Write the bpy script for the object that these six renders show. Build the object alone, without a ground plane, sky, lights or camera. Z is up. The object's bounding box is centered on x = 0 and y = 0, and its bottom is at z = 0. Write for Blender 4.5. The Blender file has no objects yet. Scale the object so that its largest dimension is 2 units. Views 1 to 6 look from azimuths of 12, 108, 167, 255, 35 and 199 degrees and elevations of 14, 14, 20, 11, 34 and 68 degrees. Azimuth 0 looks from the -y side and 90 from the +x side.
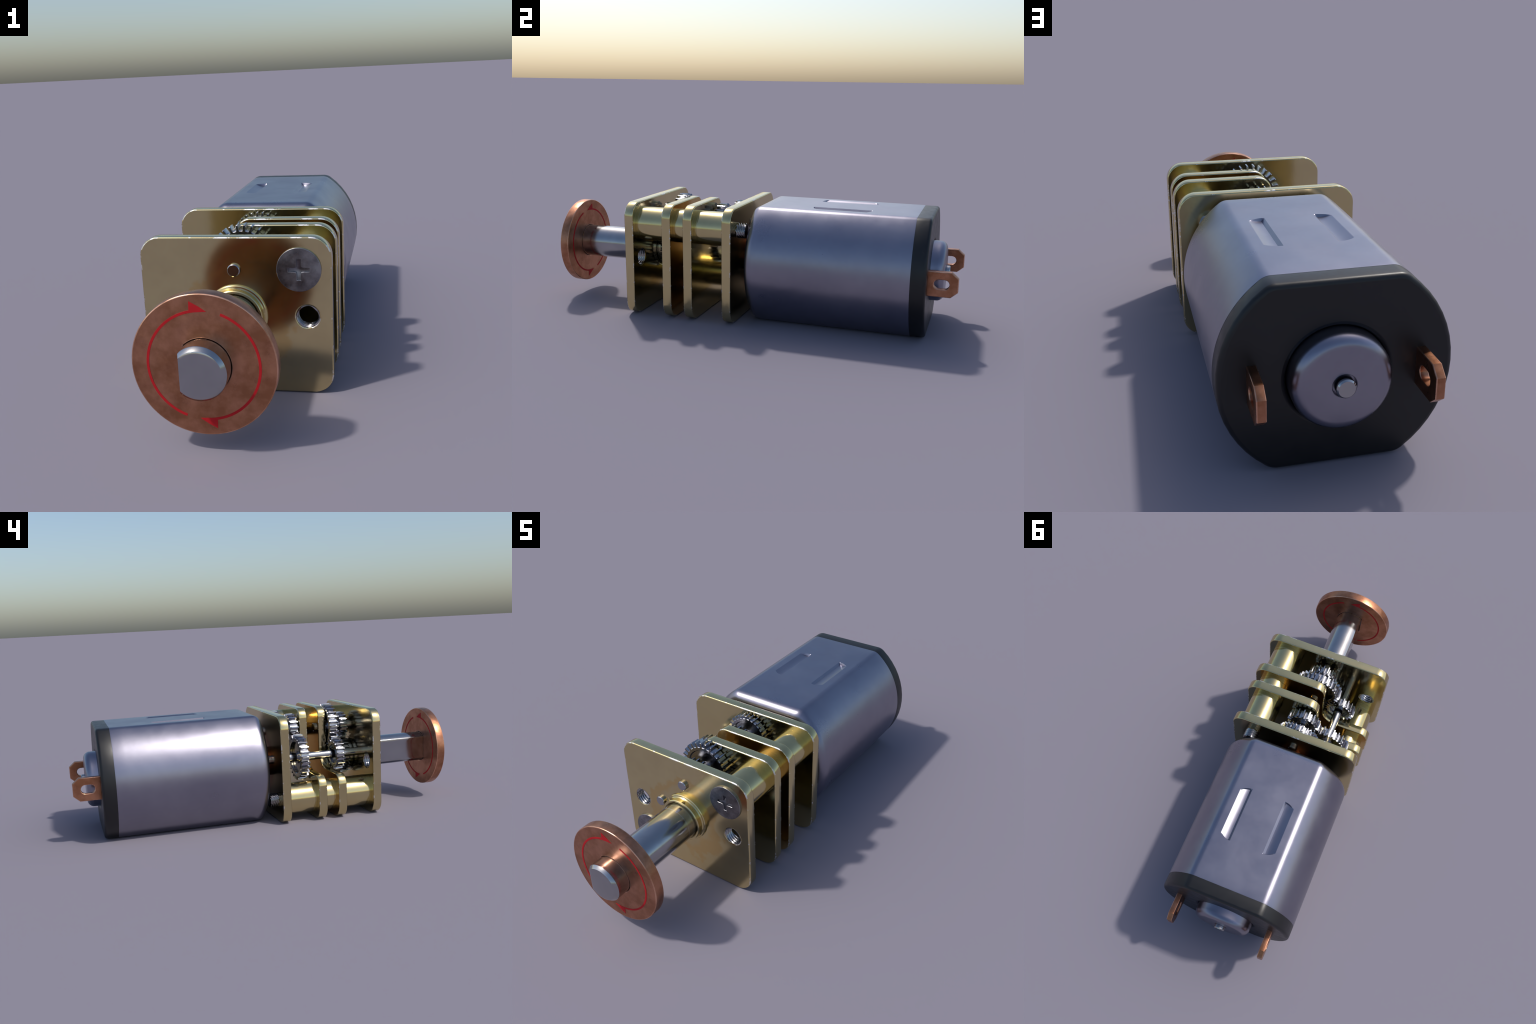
# Small brass-plated gear motor with a copper indicator disc, built part by part.
# Frame: shaft axis along y (disc end at -y), z up, everything sits on z = 0.
import bpy, bmesh, math
from math import sin, cos, pi, radians, sqrt, hypot
from mathutils import Vector, Matrix, noise

AX = 0.267          # height of the output / motor axis
TOP = 0.534         # height of plates and can
W = 0.320           # half width of plates and can

# ------------------------------------------------------------------ materials
def new_mat(name):
    m = bpy.data.materials.new(name)
    m.use_nodes = True
    nt = m.node_tree
    return m, nt, nt.nodes["Principled BSDF"]

def link(nt, a, b):
    nt.links.new(a, b)

def noise_node(nt, scale, detail=4.0, rough=0.55, stretch=None):
    tc = nt.nodes.new("ShaderNodeTexCoord")
    n = nt.nodes.new("ShaderNodeTexNoise")
    n.inputs["Scale"].default_value = scale
    n.inputs["Detail"].default_value = detail
    n.inputs["Roughness"].default_value = rough
    if stretch:
        mp = nt.nodes.new("ShaderNodeMapping")
        mp.inputs["Scale"].default_value = stretch
        link(nt, tc.outputs["Object"], mp.inputs["Vector"])
        link(nt, mp.outputs["Vector"], n.inputs["Vector"])
    else:
        link(nt, tc.outputs["Object"], n.inputs["Vector"])
    return n

def ramp(nt, src, stops):
    r = nt.nodes.new("ShaderNodeValToRGB")
    els = r.color_ramp.elements
    while len(els) < len(stops):
        els.new(0.5)
    for e, (p, c) in zip(els, stops):
        e.position = p
        e.color = (c, c, c, 1) if isinstance(c, (int, float)) else (*c, 1)
    link(nt, src, r.inputs["Fac"])
    return r

def metal(name, dark, light, r_lo, r_hi, scale=7.0, r_scale=11.0, bump=0.0,
          bump_scale=60.0, lo=0.35, hi=0.65):
    """Metal with blotchy colour and blotchy roughness."""
    m, nt, b = new_mat(name)
    b.inputs["Metallic"].default_value = 1.0
    n = noise_node(nt, scale, 6.0, 0.6)
    c = ramp(nt, n.outputs["Fac"], [(lo, dark), (hi, light)])
    link(nt, c.outputs["Color"], b.inputs["Base Color"])
    n2 = noise_node(nt, r_scale, 6.0, 0.65)
    r = ramp(nt, n2.outputs["Fac"], [(0.35, r_lo), (0.68, r_hi)])
    link(nt, r.outputs["Color"], b.inputs["Roughness"])
    if bump:
        n3 = noise_node(nt, bump_scale, 3.0)
        bp = nt.nodes.new("ShaderNodeBump")
        bp.inputs["Strength"].default_value = bump
        bp.inputs["Distance"].default_value = 0.004
        link(nt, n3.outputs["Fac"], bp.inputs["Height"])
        link(nt, bp.outputs["Normal"], b.inputs["Normal"])
    return m

BRASS = metal("brass", (0.60, 0.50, 0.255), (0.65, 0.55, 0.285), 0.12, 0.19, 5.0, 9.0)
STEEL = metal("polished_steel", (0.38, 0.38, 0.39), (0.43, 0.43, 0.44), 0.12, 0.19, 8.0, 14.0)
GEAR = metal("gear_steel", (0.35, 0.355, 0.38), (0.43, 0.435, 0.465), 0.14, 0.24, 20.0, 25.0)
CAN = metal("can_steel", (0.272, 0.266, 0.325), (0.312, 0.306, 0.365), 0.27, 0.36, 4.0, 5.0)
COPPER = metal("copper", (0.34, 0.145, 0.075), (0.50, 0.235, 0.140), 0.27, 0.44, 15.0, 20.0,
               bump=0.14, bump_scale=38.0, lo=0.38, hi=0.62)
COPPER_EDGE = metal("worn_copper_edge", (0.46, 0.22, 0.13), (0.78, 0.44, 0.30), 0.25, 0.38, 14.0, 16.0)
SCREW = metal("screw_steel", (0.20, 0.20, 0.22), (0.31, 0.31, 0.335), 0.26, 0.40, 22.0, 26.0,
              bump=0.06, bump_scale=60.0, lo=0.42, hi=0.6)

BOUNCE_TINT = metal("bounce_tinted_brass", (0.60, 0.40, 0.150), (0.68, 0.48, 0.20), 0.14, 0.22, 6.0, 9.0)  # base colour warmed to bake in reflections bouncing between the middle plates
DARK_BROWN = metal("dark_brown_metal", (0.16, 0.072, 0.03), (0.24, 0.11, 0.045), 0.35, 0.45, 8.0, 9.0)

def make_worn_brass():
    m, nt, b = new_mat("worn_brass_edge")
    b.inputs["Metallic"].default_value = 1.0
    n = noise_node(nt, 22.0, 5.0, 0.7)
    c = ramp(nt, n.outputs["Fac"], [(0.55, (0.63, 0.53, 0.28)), (0.61, (0.76, 0.73, 0.68))])
    link(nt, c.outputs["Color"], b.inputs["Base Color"])
    r = ramp(nt, n.outputs["Fac"], [(0.55, 0.16), (0.61, 0.42)])
    link(nt, r.outputs["Color"], b.inputs["Roughness"])
    return m
WORN = make_worn_brass()

def make_front_brass():
    """Front plate: same brass with a blotchy amber ring round the bushing."""
    m, nt, b = new_mat("amber_ring_brass")
    b.inputs["Metallic"].default_value = 1.0
    tc = nt.nodes.new("ShaderNodeTexCoord")
    ln = nt.nodes.new("ShaderNodeVectorMath"); ln.operation = "LENGTH"
    link(nt, tc.outputs["Object"], ln.inputs[0])
    n = noise_node(nt, 9.0, 7.0, 0.65)
    mix = nt.nodes.new("ShaderNodeMath"); mix.operation = "MULTIPLY_ADD"
    link(nt, n.outputs["Fac"], mix.inputs[0])
    mix.inputs[1].default_value = 0.28
    link(nt, ln.outputs["Value"], mix.inputs[2])
    mask = ramp(nt, mix.outputs["Value"], [(0.255, 0.0), (0.29, 0.6), (0.315, 0.6), (0.335, 0.0)])
    base = ramp(nt, n.outputs["Fac"], [(0.35, (0.60, 0.50, 0.27)), (0.65, (0.66, 0.56, 0.30))])
    cm = nt.nodes.new("ShaderNodeMix"); cm.data_type = "RGBA"
    link(nt, mask.outputs["Color"], cm.inputs["Factor"])
    link(nt, base.outputs["Color"], cm.inputs["A"])
    cm.inputs["B"].default_value = (0.64, 0.44, 0.17, 1)
    link(nt, cm.outputs["Result"], b.inputs["Base Color"])
    r = ramp(nt, mask.outputs["Color"], [(0.0, 0.15), (1.0, 0.20)])
    link(nt, r.outputs["Color"], b.inputs["Roughness"])
    return m
FRONT = make_front_brass()

def make_brown_patch_brass():
    """Motor side of the rear plate: a dark brown patch round the motor axis."""
    m, nt, b = new_mat("brown_patch_brass")
    b.inputs["Metallic"].default_value = 1.0
    tc = nt.nodes.new("ShaderNodeTexCoord")
    ln = nt.nodes.new("ShaderNodeVectorMath"); ln.operation = "LENGTH"
    link(nt, tc.outputs["Object"], ln.inputs[0])
    n = noise_node(nt, 7.0, 5.0, 0.6)
    ad = nt.nodes.new("ShaderNodeMath"); ad.operation = "MULTIPLY_ADD"
    link(nt, n.outputs["Fac"], ad.inputs[0])
    ad.inputs[1].default_value = 0.06
    link(nt, ln.outputs["Value"], ad.inputs[2])
    c = ramp(nt, ad.outputs["Value"], [(0.19, (0.40, 0.20, 0.085)), (0.235, (0.62, 0.52, 0.27))])
    link(nt, c.outputs["Color"], b.inputs["Base Color"])
    b.inputs["Roughness"].default_value = 0.18
    return m
BROWN_PATCH = make_brown_patch_brass()

def make_plastic():
    m, nt, b = new_mat("black_plastic")
    b.inputs["Base Color"].default_value = (0.0065, 0.0065, 0.007, 1)
    n = noise_node(nt, 30.0, 5.0)
    r = ramp(nt, n.outputs["Fac"], [(0.3, 0.34), (0.7, 0.44)])
    link(nt, r.outputs["Color"], b.inputs["Roughness"])
    return m
PLASTIC = make_plastic()

def make_red():
    m, nt, b = new_mat("red_paint")
    n = noise_node(nt, 25.0, 4.0)
    c = ramp(nt, n.outputs["Fac"], [(0.3, (0.36, 0.008, 0.012)), (0.7, (0.42, 0.011, 0.015))])
    link(nt, c.outputs["Color"], b.inputs["Base Color"])
    b.inputs["Roughness"].default_value = 0.6
    b.inputs["Specular IOR Level"].default_value = 0.2
    return m
RED = make_red()

# ------------------------------------------------------------------ helpers
def add(name, me, parent, mats, loc=(0, 0, 0)):
    ob = bpy.data.objects.new(name, me)
    bpy.context.scene.collection.objects.link(ob)
    if not me.materials:
        for m in (mats if isinstance(mats, (list, tuple)) else [mats]):
            me.materials.append(m)
    ob.parent = parent
    # children keep world-space placement: every parent below stays unrotated
    base = Vector((0, 0, 0))
    p = parent
    while p is not None:
        base += Vector(p.location)
        p = p.parent
    ob.location = Vector(loc) - base
    return ob

def finish(bm, name, angle=30, normals=True):
    bmesh.ops.remove_doubles(bm, verts=bm.verts, dist=1e-6)
    if normals:
        bmesh.ops.recalc_face_normals(bm, faces=bm.faces)
    for f in bm.faces:
        f.smooth = True
    me = bpy.data.meshes.new(name)
    bm.to_mesh(me)
    bm.free()
    me.set_sharp_from_angle(angle=radians(angle))
    return me

def revolve(name, prof, seg=64, closed=False, angle=30):
    """Lathe a profile of (radius, y) about the y axis."""
    bm = bmesh.new()
    rings = []
    for r, y in prof:
        if r < 1e-6:
            rings.append([bm.verts.new((0, y, 0))])
        else:
            rings.append([bm.verts.new((r * cos(2 * pi * i / seg), y, r * sin(2 * pi * i / seg)))
                          for i in range(seg)])
    pairs = list(zip(rings, rings[1:]))
    if closed:
        pairs.append((rings[-1], rings[0]))
    for a, b in pairs:
        for i in range(seg):
            j = (i + 1) % seg
            q = [a[i % len(a)], a[j % len(a)], b[j % len(b)], b[i % len(b)]]
            u = []
            for v in q:
                if v not in u:
                    u.append(v)
            if len(u) > 2:
                bm.faces.new(u)
    return finish(bm, name, angle)

def rod(name, r, y0, y1, ch=0.003, seg=40):
    return revolve(name, [(0, y0), (r - ch, y0), (r, y0 + ch), (r, y1 - ch), (r - ch, y1), (0, y1)],
                   seg)

def arc(cx, cz, r, a0, a1, n=10):
    return [(cx + r * cos(radians(a0 + (a1 - a0) * i / n)),
             cz + r * sin(radians(a0 + (a1 - a0) * i / n))) for i in range(n + 1)]

def slab(name, outline, holes, thick, bevel, bevel_mat=0, angle=30, bres=2, face_mats=(0, 0)):
    """Flat part in the x-z plane, thickness along y, rounded edges, real holes."""
    cu = bpy.data.curves.new(name, "CURVE")
    cu.dimensions = "2D"
    cu.fill_mode = "BOTH"
    for loop in [outline] + holes:
        sp = cu.splines.new("POLY")
        sp.points.add(len(loop) - 1)
        for p, (x, z) in zip(sp.points, loop):
            p.co = (x, z, 0, 1)
        sp.use_cyclic_u = True
    cu.extrude = thick / 2 - bevel
    cu.bevel_depth = bevel
    cu.bevel_resolution = bres
    cu.offset = -bevel
    tmp = bpy.data.objects.new(name, cu)
    bpy.context.scene.collection.objects.link(tmp)
    dg = bpy.context.evaluated_depsgraph_get()
    me = bpy.data.meshes.new_from_object(tmp.evaluated_get(dg))
    bpy.data.objects.remove(tmp)
    bpy.data.curves.remove(cu)
    me.materials.clear()
    bm = bmesh.new()
    bm.from_mesh(me)
    bmesh.ops.remove_doubles(bm, verts=bm.verts, dist=1e-6)
    # curve plane x-y -> part plane x-z
    for v in bm.verts:
        x, y, z = v.co
        v.co = (x, -z, y)
    bm.normal_update()
    for f in bm.faces:
        f.smooth = True
    bmesh.ops.recalc_face_normals(bm, faces=bm.faces)
    for f in bm.faces:
        ny = f.normal.y
        if abs(ny) > 0.985:          # the big flats stay optically flat
            f.smooth = False
            f.material_index = face_mats[0 if ny < 0 else 1]
        else:
            f.material_index = bevel_mat if abs(ny) > 0.12 else 0
    for e in bm.edges:
        fs = e.link_faces
        flat = [not f.smooth for f in fs]
        e.smooth = not (len(fs) == 2 and (any(flat) or e.calc_face_angle(0) > radians(angle)))
    out = bpy.data.meshes.new(name)
    bm.to_mesh(out)
    bm.free()
    bpy.data.meshes.remove(me)
    out.name = name
    return out

def circle(cx, cz, r, n=40):
    return [(cx + r * cos(2 * pi * i / n), cz + r * sin(2 * pi * i / n)) for i in range(n)]

# ------------------------------------------------------------------ the thing
root = bpy.data.objects.new("gear_motor", None)
root.empty_display_size = 0.2
bpy.context.scene.collection.objects.link(root)
root["label"] = "small geared electric motor, brass gearbox plates and copper disc"
root["category"] = "gear motor"

# ---- motor can: flat-sided tube with rounded front edge and two pressed slots on each flat
CAN_Y0, CAN_Y1 = 0.066, 0.807
R_EDGE = 0.050      # rounding between round side and flat

def stadium_section():
    """Right half of the can outline, from (0, top) clockwise to (0, bottom), relative to axis."""
    h = TOP / 2
    # rounding circle tangent inside the big circle (radius W) and the flat z = h
    cz = h - R_EDGE
    cx = sqrt((W - R_EDGE) ** 2 - cz ** 2)
    a_in = math.degrees(math.atan2(cz, cx))
    xs = [0.0, 0.02, 0.04, 0.06, 0.072]
    n = 20
    xs += [0.0785] + [0.080 + 0.053 * i / n for i in range(n + 1)] + [0.1345]
    xs += [0.138, 0.146, 0.153]
    top = [(x, h) for x in xs if x < cx - 1e-4]
    top += arc(cx, cz, R_EDGE, 90, a_in, 10)
    top += arc(0, 0, W, a_in, 0, 22)[1:]
    bot = [(x, -z) for x, z in reversed(top[:-1])]
    return top + bot

SLOT_IN, SLOT_OUT, SLOT_Y, SLOT_HALF, SLOT_DEEP = 0.080, 0.133, 0.467, 0.1345, 0.0095

def slot_bow(x, y):
    """Shift along y that bends the mesh rows so they follow the bowed slot ends."""
    ax = abs(x)
    if ax <= SLOT_IN:
        k = 0.0
    elif ax <= SLOT_OUT:
        k = ((ax - SLOT_IN) / (SLOT_OUT - SLOT_IN)) ** 2.2
    else:
        k = max(0.0, 1.0 - (ax - SLOT_OUT) / 0.02)
    d = y - SLOT_Y
    fade = max(0.0, 1.0 - max(0.0, abs(d) - SLOT_HALF) / 0.10) * min(1.0, abs(d) / 0.10)
    return -math.copysign(0.021 * k * fade, d)

def slot_depth(x, y):
    """Pressed slot: straight wall on the inner side, curved wall rising to the outer side."""
    t = (abs(x) - SLOT_IN) / (SLOT_OUT - SLOT_IN)
    d = SLOT_HALF - abs(y - SLOT_Y)
    if t <= 0 or t >= 1 or d <= 0:
        return 0.0
    prof = t / 0.20 if t < 0.20 else cos((t - 0.20) / 0.80 * pi / 2)
    return SLOT_DEEP * prof * min(1.0, d / 0.004)

def build_can():
    half = stadium_section()
    sec = half + [(-x, z) for x, z in reversed(half[1:-1])]
    bm = bmesh.new()
    r = 0.045
    stations = [(CAN_Y0 + r * (1 - cos(pi / 2 * i / 10)), r * (1 - sin(pi / 2 * i / 10))) for i in range(11)]
    ends = [0.0, 0.05, 0.10, 0.125, 0.1285, 0.1305, 0.132, 0.1335, 0.1345, 0.1355, 0.138, 0.145, 0.17, 0.20]
    body = [0.14, 0.20, 0.24] + sorted({SLOT_Y - e for e in ends} | {SLOT_Y + e for e in ends})
    body += [0.70, 0.75, CAN_Y1 - 0.004]
    stations += [(y, 0.0) for y in body]
    stations += [(CAN_Y1, 0.0004)]
    h = TOP / 2
    rings = []
    for y, inset in stations:
        ring = []
        for x, z in sec:
            # inset each point along the section normal (circle side or flat side)
            k = (W - inset) / W
            zz = max(-(h - inset), min(h - inset, z * (h - inset) / h))
            xx = x * k
            if abs(abs(z) - h) < 1e-6 and inset == 0.0:
                zz = (h - slot_depth(x, y)) * (1 if z > 0 else -1)
            on_flat = abs(abs(z) - h) < 1e-6 and inset == 0.0
            ring.append(bm.verts.new((xx, y + (slot_bow(x, y) if on_flat else 0.0), zz)))
        rings.append(ring)
    n = len(sec)
    for a, b in zip(rings, rings[1:]):
        for i in range(n):
            j = (i + 1) % n
            bm.faces.new((a[i], a[j], b[j], b[i]))
    bm.faces.new(rings[0])
    bm.faces.new(list(reversed(rings[-1])))
    return finish(bm, "motor_can", 32)

motor = add("motor_can", build_can(), root, CAN, (0, 0, AX))

def section_outline(w, h, re):
    cz = h - re
    cx = sqrt((w - re) ** 2 - cz ** 2)
    a = math.degrees(math.atan2(cz, cx))
    q = arc(0, 0, w, 0, a, 8) + arc(cx, cz, re, a, 90, 5)[1:]
    up = q + [(-x, z) for x, z in reversed(q)]
    return up + [(-x, -z) for x, z in up[1:-1]]

cap_me = slab("end_cap", section_outline(W - 0.0005, TOP / 2 - 0.0006, 0.052), [circle(0, 0, 0.1378, 48)],
              0.0820, 0.014, bres=3)
cap = add("end_cap", cap_me, motor, PLASTIC, (0, 0.8318, AX))

boss = revolve("bearing_housing",
               [(0.1376, 0.82), (0.1376, 0.856), (0.1365, 0.858), (0.136, 0.899)] +
               [(0.104 + 0.032 * cos(radians(a)), 0.899 + 0.032 * sin(radians(a))) for a in range(0, 91, 10)] +
               [(0.034, 0.931), (0.0325, 0.930), (0.0315, 0.926), (0.0315, 0.918), (0, 0.918)], 72)
add("bearing_housing", boss, motor, CAN, (0, 0, AX))
add("motor_shaft_end", rod("motor_shaft_end", 0.0265, 0.905, 0.950, 0.004), motor, STEEL, (0, 0, AX))
nose = revolve("front_bearing", [(0.0, 0.014), (0.071, 0.014), (0.075, 0.018), (0.075, 0.09), (0, 0.09)], 64)
add("front_bearing", nose, motor, DARK_BROWN, (0, 0, AX))

def terminal_mesh():
    # outline in (y, z): outer end chamfered, oblong hole
    y0, y1, hz, c = 0.85, 1.0, 0.0550, 0.030
    out = [(y0, -hz), (y1 - c, -hz), (y1, -hz + c * 0.85), (y1, hz - c * 0.85), (y1 - c, hz), (y0, hz)]
    hole = [(0.9425 + x, z) for x, z in arc(0, 0, 0.0205, -90, 90, 12)] + \
           [(0.9185 + x, z) for x, z in arc(0, 0, 0.0205, 90, 270, 12)]
    me = slab("terminal", out, [hole], 0.026, 0.003, bevel_mat=1)
    me.transform(Matrix(((0, -1, 0, 0), (1, 0, 0, 0), (0, 0, 1, 0), (0, 0, 0, 1))))
    return me
tm = terminal_mesh()
for x in (-0.2275, 0.2275):
    add("terminal", tm, motor, [COPPER, COPPER_EDGE], (x, 0, AX))

# ---- gearbox plates
TH = 0.043
PLATE_Y = {"front": -0.487, "mid_a": -0.2995, "mid_b": -0.195, "rear": -0.0075}

def plate_outline():
    r = 0.066
    h = TOP / 2
    return arc(W - r, h - r, r, 0, 90, 12) + arc(-W + r, h - r, r, 90, 180, 12) + \
        arc(-W + r, -h + r, r, 180, 270, 12) + arc(W - r, -h + r, r, 270, 360, 12)

def notched_outline():
    """Middle plates: cut away on the -x side above a ledge to clear the gears."""
    r = 0.066
    h = TOP / 2
    ledge = 0.222 - AX
    out = arc(W - r, h - r, r, 0, 90, 12)
    out += arc(-0.054 + 0.052, h - 0.052, 0.052, 90, 180, 12)
    rf = 0.088            # concave sweep from the vertical cut into the ledge
    out += arc(-0.054 - rf, ledge + rf, rf, 0, -90, 14)
    rc = 0.052
    out += arc(-W + rc, ledge - rc, rc, 90, 180, 12)
    out += arc(-W + r, -h + r, r, 180, 270, 12) + arc(W - r, -h + r, r, 270, 360, 12)
    return out

HOLE_X, HOLE_R = 0.239, 0.0385
full = slab("gearbox_plate", plate_outline(), [], TH, 0.0045, bevel_mat=1, face_mats=(0, 2))
drilled = slab("gearbox_plate", plate_outline(),
               [circle(-HOLE_X, 0, HOLE_R), circle(HOLE_X, 0, HOLE_R), circle(0, 0, 0.09, 48),
                circle(0.2145, 0.160, 0.045), circle(-0.2145, -0.160, 0.045)],
               TH, 0.0045, bevel_mat=1)
notched_a = slab("gearbox_plate", notched_outline(), [], TH, 0.0045, bevel_mat=1, face_mats=(0, 2))
notched_b = slab("gearbox_plate", notched_outline(), [], TH, 0.0045, bevel_mat=1, face_mats=(2, 0))
front = add("gearbox_plate", drilled, root, [FRONT, WORN], (0, PLATE_Y["front"], AX))
plate_b = add("gearbox_plate", notched_a, root, [BRASS, WORN, BOUNCE_TINT], (0, PLATE_Y["mid_a"], AX))
plate_c = add("gearbox_plate", notched_b, root, [BRASS, WORN, BOUNCE_TINT], (0, PLATE_Y["mid_b"], AX))
rear = add("gearbox_plate", full, root, [BRASS, WORN, BROWN_PATCH], (0, PLATE_Y["rear"], AX))

def helix_thread(name, r_root, r_crest, y0, y1, pitch, inside=False, seg=40, starts=2):
    """Screw thread as a helical ridge; inside=True gives the wall of a tapped hole."""
    bm = bmesh.new()
    per = 8
    rows = int((y1 - y0) / pitch * per)
    rings = []
    for k in range(rows + 1):
        y = y0 + (y1 - y0) * k / rows
        ring = []
        for i in range(seg):
            a = 2 * pi * i / seg
            ph = ((y - y0) / pitch + starts * i / seg) % 1.0
            r = r_root + (r_crest - r_root) * (0.5 - 0.5 * cos(2 * pi * ph))
            ring.append(bm.verts.new((r * cos(a), y, r * sin(a))))
        rings.append(ring)
    for a, b in zip(rings, rings[1:]):
        for i in range(seg):
            j = (i + 1) % seg
            bm.faces.new((a[i], a[j], b[j], b[i]))
    if inside:
        outer = [[bm.verts.new((HOLE_R * 1.01 * cos(2 * pi * i / seg), y, HOLE_R * 1.01 * sin(2 * pi * i / seg)))
                  for i in range(seg)] for y in (y0, y1)]
        for a, b in ((outer[0], rings[0]), (rings[-1], outer[1]), (outer[1], outer[0])):
            for i in range(seg):
                j = (i + 1) % seg
                bm.faces.new((a[i], a[j], b[j], b[i]))
    else:
        bm.faces.new(rings[0])
        bm.faces.new(rings[-1])
    return finish(bm, name, 60)

tap = helix_thread("threaded_hole", 0.0384, 0.0340, -0.0200, 0.0200, 0.0110, inside=True, seg=96, starts=4)
for x in (-HOLE_X, HOLE_X):
    add("threaded_hole", tap, front, STEEL, (x, PLATE_Y["front"], AX))

bush = revolve("bushing", [(0.0815, -0.4662), (0.0815, -0.541), (0.0865, -0.545), (0.0925, -0.545),
                           (0.0955, -0.542), (0.0958, -0.523), (0.099, -0.5185), (0.103, -0.5175),
                           (0.106, -0.5145), (0.106, -0.5085), (0.0895, -0.5085), (0.0895, -0.4662)],
               80, closed=True)
add("bushing", bush, front, BRASS, (0, 0, AX))

# ---- spacer posts with washers between the plates, screws through them
POSTS = [(0.2145, 0.427), (-0.2145, 0.107)]
spans = [("front", "mid_a"), ("mid_a", "mid_b"), ("mid_b", "rear")]
ring_me = revolve("washer", [(0.03, 0), (0.0785, 0), (0.0788, 0.0003), (0.0788, 0.0117), (0.0780, 0.0125),
                             (0.03, 0.0125)], 56, closed=True)
post_me = {}
for a, b in spans:
    y0 = PLATE_Y[a] + TH / 2
    y1 = PLATE_Y[b] - TH / 2
    L = round(y1 - y0 - 0.0128, 4)
    if L not in post_me:
        post_me[L] = revolve("spacer_post", [(0.03, 0), (0.0778, 0), (0.0785, 0.0008), (0.0785, L - 0.0003),
                                             (0.0782, L), (0.03, L)], 56, closed=True)
    for x, z in POSTS:
        p = add("spacer_post", post_me[L], root, BRASS, (x, y0 + 0.0128, z))
        add("washer", ring_me, p, BRASS, (x, y0, z))

def screw_head_mesh():
    """Flat round head with a cross recess."""
    bm = bmesh.new()
    R, t = 0.0730, 0.0075
    arm, wd = 0.0345, 0.0062
    # cross outline with filleted inner corners, one quadrant repeated
    quad = [(arm, -wd), (arm, wd)] + [(0.0175, wd), (0.0120, wd + 0.0012),
                                      (wd + 0.0022, wd + 0.0022),
                                      (wd + 0.0012, 0.0120), (wd, 0.0175)]
    cross = []
    for k in range(4):
        a = k * pi / 2
        for x, z in quad:
            cross.append((x * cos(a) - z * sin(a), x * sin(a) + z * cos(a)))
    return slab("screw_head", circle(0, 0, R, 64), [cross], t * 2, 0.0016)
head_me = screw_head_mesh()

def recess_mesh():
    bm = bmesh.new()
    # shallow tapering floor under the cross opening
    return revolve("screw_recess", [(0, 0.0012), (0.012, 0.0), (0.034, -0.0052), (0.042, -0.0052), (0.042, 0.006), (0, 0.006)], 32)
rec_me = recess_mesh()
thread_me = helix_thread("screw_thread", 0.0285, 0.0355, 0.0, 0.046, 0.0120, seg=96, starts=8)
Y_FRONT = PLATE_Y["front"] - TH / 2
for x, z in POSTS:
    s = add("screw", head_me, root, SCREW, (x, Y_FRONT - 0.0005, z))
    add("screw_recess", rec_me, s, SCREW, (x, Y_FRONT + 0.0045, z))
    add("screw_thread", thread_me, s, STEEL, (x, PLATE_Y["rear"] + TH / 2 - 0.004, z))

# ---- gear shafts
A = (0.0, 0.424)          # upper lay shaft
B = (-0.129, 0.2965)      # side lay shaft
PIN = 0.0215
add("gear_shaft", rod("gear_shaft", PIN, -0.5205, -0.2675, 0.003), root, STEEL, (A[0], 0, A[1]))
add("gear_shaft", rod("gear_shaft", PIN, -0.215, 0.029, 0.003), root, STEEL, (A[0], 0, A[1]))
add("gear_shaft", rod("gear_shaft", PIN, -0.5205, 0.030, 0.003), root, STEEL, (B[0], 0, B[1]))

# ---- gears
def gear_mesh(R, n, width, bore, tooth=0.021, rim=0.016, recess=0.006, recess_rear=0.018, cup=True):
    """Spur gear centred on y = 0: thin teeth, rim, recessed web, bore."""
    root_r = R - tooth
    loops = []           # angular profile points (angle, radius)
    step = 2 * pi / n
    prof = []
    for i in range(n):
        a = i * step
        for f, r in ((-0.5 + 0.08, root_r), (-0.225, root_r + tooth * 0.04), (-0.150, root_r + tooth * 0.22),
                     (-0.118, R - 0.0018), (-0.095, R), (0.095, R), (0.118, R - 0.0018),
                     (0.150, root_r + tooth * 0.22), (0.225, root_r + tooth * 0.04), (0.5 - 0.08, root_r)):
            prof.append((a + f * step, r))
    m = len(prof)
    hw = width / 2
    ch = 0.0022
    bm = bmesh.new()

    def ring(fn, y):
        return [bm.verts.new((fn(r) * cos(a), y, fn(r) * sin(a))) for a, r in prof]
    ri = root_r - rim
    seq = []
    if cup and ri > bore + 0.012:
        hub = bore + 0.010
        for s, dp in ((-1, recess), (1, recess_rear)):
            part = [(lambda r: bore, (hw - dp * 0.6) * s), (lambda r: hub, (hw - dp * 0.6) * s),
                    (lambda r: hub, (hw - dp) * s),
                    (lambda r: ri - 0.002, (hw - dp) * s), (lambda r: ri, (hw - dp + 0.002) * s),
                    (lambda r: ri, (hw - ch) * s), (lambda r: ri + ch, hw * s),
                    (lambda r: r - ch, hw * s), (lambda r: r, (hw - ch) * s)]
            seq += part if s < 0 else list(reversed(part))
    else:
        for s in (-1, 1):
            part = [(lambda r: bore, hw * s), (lambda r: r - ch, hw * s), (lambda r: r, (hw - ch) * s)]
            seq += part if s < 0 else list(reversed(part))
    rings = [ring(fn, y) for fn, y in seq]
    rings.append(rings[0])
    for a, b in zip(rings, rings[1:]):
        for i in range(m):
            j = (i + 1) % m
            bm.faces.new((a[i], a[j], b[j], b[i]))
    return finish(bm, "gear", 28)

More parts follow.
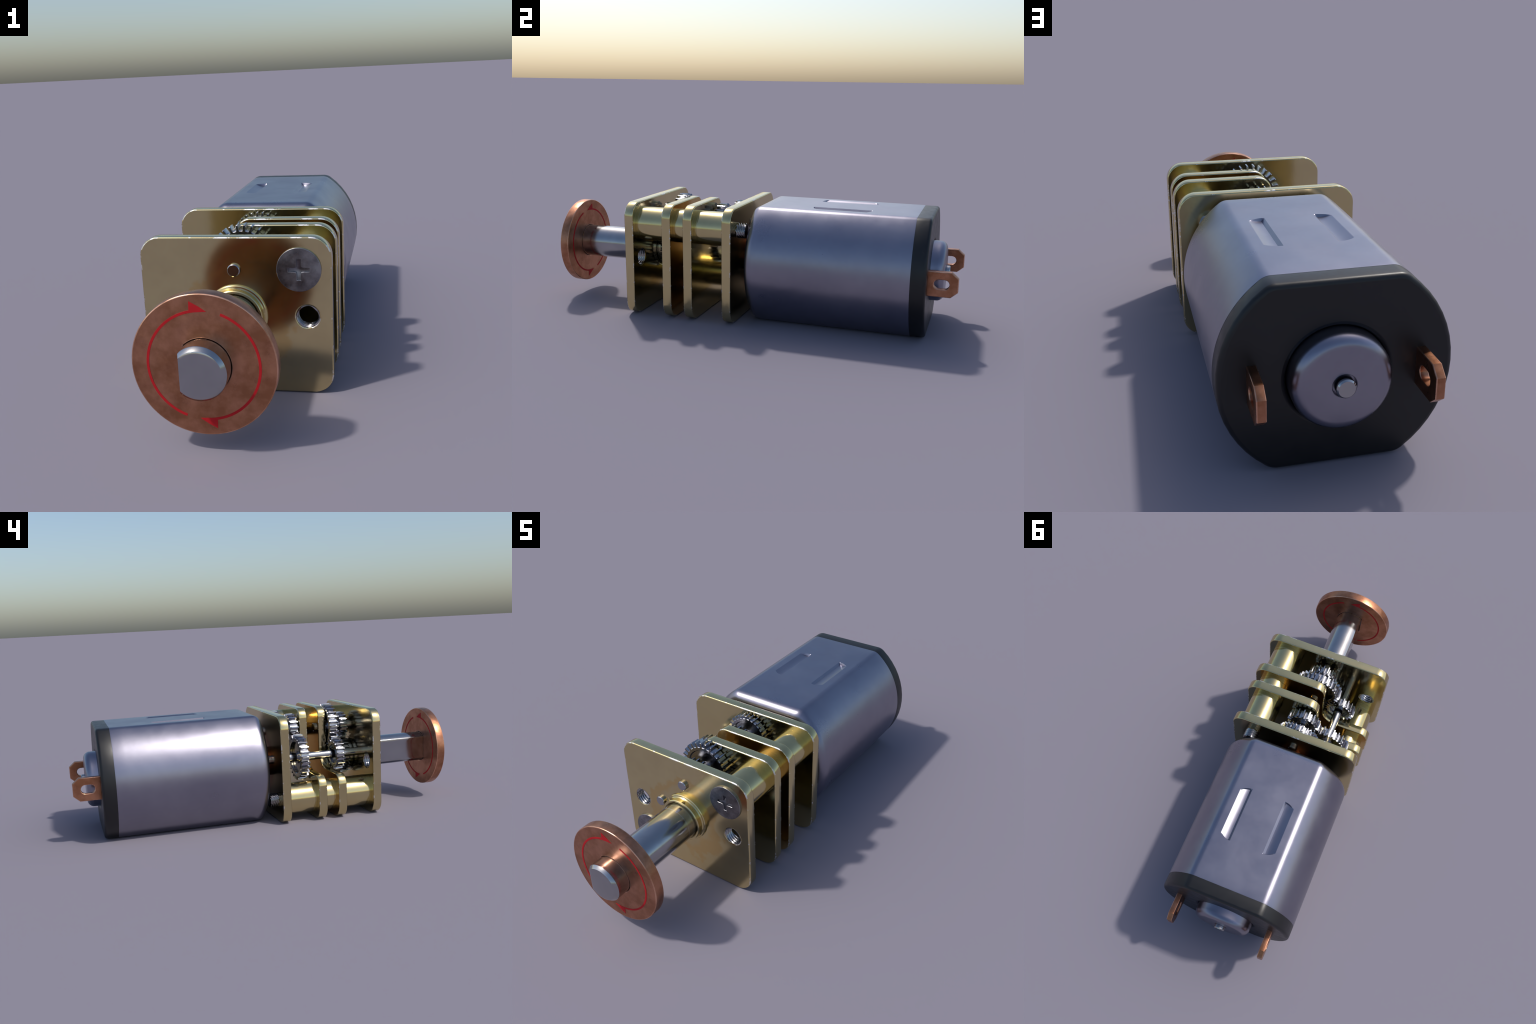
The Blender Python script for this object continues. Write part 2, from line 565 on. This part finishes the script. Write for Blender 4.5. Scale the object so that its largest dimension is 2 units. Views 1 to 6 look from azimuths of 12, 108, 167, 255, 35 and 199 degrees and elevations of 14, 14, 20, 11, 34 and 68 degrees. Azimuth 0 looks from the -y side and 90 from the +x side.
def put_gear(axis, yc, R, n, width=0.045, turn=0.0, **kw):
    me = gear_mesh(R, n, width, PIN + 0.0002, **kw)
    g = add("gear", me, root, GEAR, (axis[0], yc, axis[1]))
    g.rotation_euler = (0, radians(turn), 0)
    return g
OUT = (0.0, AX)
# (axis, y centre, tip radius, teeth, width): front bay, then rear bay
put_gear(A, -0.3465, 0.1200, 28, 0.045, turn=5.0, recess=0.006)
put_gear(A, -0.4210, 0.0715, 18, 0.038, turn=-6.8, tooth=0.017, rim=0.012, recess_rear=0.006)
put_gear(B, -0.3440, 0.0830, 20, 0.043, turn=8, tooth=0.019, recess=0.003)
put_gear(OUT, -0.4210, 0.1010, 26, 0.038, turn=2, tooth=0.017, rim=0.005, recess_rear=0.006)   # output wheel
put_gear(A, -0.1410, 0.0830, 18, 0.044, turn=-5.9, tooth=0.018, rim=0.012, recess=0.006, recess_rear=0.006)
put_gear(B, -0.1395, 0.1170, 27, 0.043, turn=0.7, tooth=0.019, rim=0.018, recess=0.003, recess_rear=0.013)
put_gear(A, -0.0535, 0.1040, 30, 0.034, turn=4.2, tooth=0.014, recess_rear=0.006)
put_gear(OUT, -0.0535, 0.0680, 20, 0.034, turn=5, tooth=0.014, recess_rear=0.006)     # motor pinion
for ax, y0, y1 in ((A, -0.400, -0.365), (A, -0.119, -0.070), (B, -0.375, -0.305), (B, -0.165, -0.075)):
    add("gear_sleeve", rod("gear_sleeve", PIN + 0.0012, y0, y1, 0.002), root, STEEL, (ax[0], 0, ax[1]))
add("gear_sleeve", rod("gear_sleeve", 0.0785, -0.4660, -0.4420, 0.003, 56), root, STEEL, (0, 0, AX))

# ---- output shaft: D section with chamfered tip
SHAFT_R, FLAT = 0.0800, -0.0545

def d_section(r, flat, n=48):
    a = math.degrees(math.acos(flat / r))
    return arc(0, 0, r, -a, a, n) + [(flat, r * sin(radians(a)) * (1 - 2 * t / 8)) for t in range(1, 8)]

def shaft_mesh():
    bm = bmesh.new()
    ring_spec = [(-1.0, SHAFT_R - 0.0200, FLAT + 0.0105), (-0.9995, SHAFT_R - 0.0150, FLAT + 0.0070),
                 (-0.9980, SHAFT_R - 0.0105, FLAT + 0.0035), (-0.9885, SHAFT_R - 0.0012, FLAT + 0.0005), (-0.986, SHAFT_R, FLAT), (-0.58, SHAFT_R, FLAT)]
    rings = []
    for y, r, f in ring_spec:
        rings.append([bm.verts.new((x, y, z)) for x, z in d_section(r, f)])
    m = len(rings[0])
    for a, b in zip(rings, rings[1:]):
        for i in range(m):
            j = (i + 1) % m
            bm.faces.new((a[i], a[j], b[j], b[i]))
    bm.faces.new(rings[0])
    bm.faces.new(rings[-1])
    # soften the two long edges of the flat
    bm.normal_update()
    es = [e for e in bm.edges if abs(e.verts[0].co.y - e.verts[1].co.y) > 0.3 and len(e.link_faces) == 2
          and e.calc_face_angle() > 0.4]
    bmesh.ops.bevel(bm, geom=es, offset=0.003, segments=2, affect="EDGES", profile=0.5)
    return finish(bm, "output_shaft", 25)
add("output_shaft", shaft_mesh(), root, STEEL, (0, 0, AX))
add("output_shaft_core", rod("output_shaft_core", SHAFT_R + 0.0004, -0.586, -0.4690, 0.0015, 64), root, STEEL, (0, 0, AX))
add("output_shaft_core", rod("output_shaft_core", 0.0450, -0.4725, -0.290, 0.002, 48), root, STEEL, (0, 0, AX))

# ---- copper indicator disc with red rotation arrows on both faces
DISC_Y0, DISC_Y1, DISC_R = -0.9318, -0.8885, 0.2100
def disc_mesh():
    return slab("indicator_disc", circle(0, 0, DISC_R, 96), [d_section(SHAFT_R + 0.0006, FLAT - 0.0006)],
                DISC_Y1 - DISC_Y0, 0.0035, bres=2, bevel_mat=1)
disc = add("indicator_disc", disc_mesh(), root, [COPPER, COPPER_EDGE], (0, (DISC_Y0 + DISC_Y1) / 2, AX))

def arrow_mesh():
    """Clockwise arc (seen from the front) ending in a half barb on its outer side."""
    ro, rin = 0.1647, 0.1571
    a_tail, a_base, a_tip = 249.5, 101.0, 83.5
    n = 60
    outer = [(ro, a_tail + (a_base - a_tail) * i / n) for i in range(n + 1)]
    outer.append((0.1905, 99.2))
    outer.append((0.1740, 91.5))
    inner = [(0.1595, a_tip)] + [(rin, a_base - 9 + (a_tail - a_base + 9) * i / n) for i in range(n + 1)]
    pts = [(r * cos(radians(a)), r * sin(radians(a))) for r, a in outer + inner]
    return slab("rotation_arrow", pts, [], 0.0016, 0.0002, bres=0)
am = arrow_mesh()
for y in (DISC_Y0, DISC_Y1):
    for turn in (0, 180):
        ob = add("rotation_arrow", am, disc, RED, (0, y, AX))
        ob.rotation_euler = (0, radians(turn), 0)
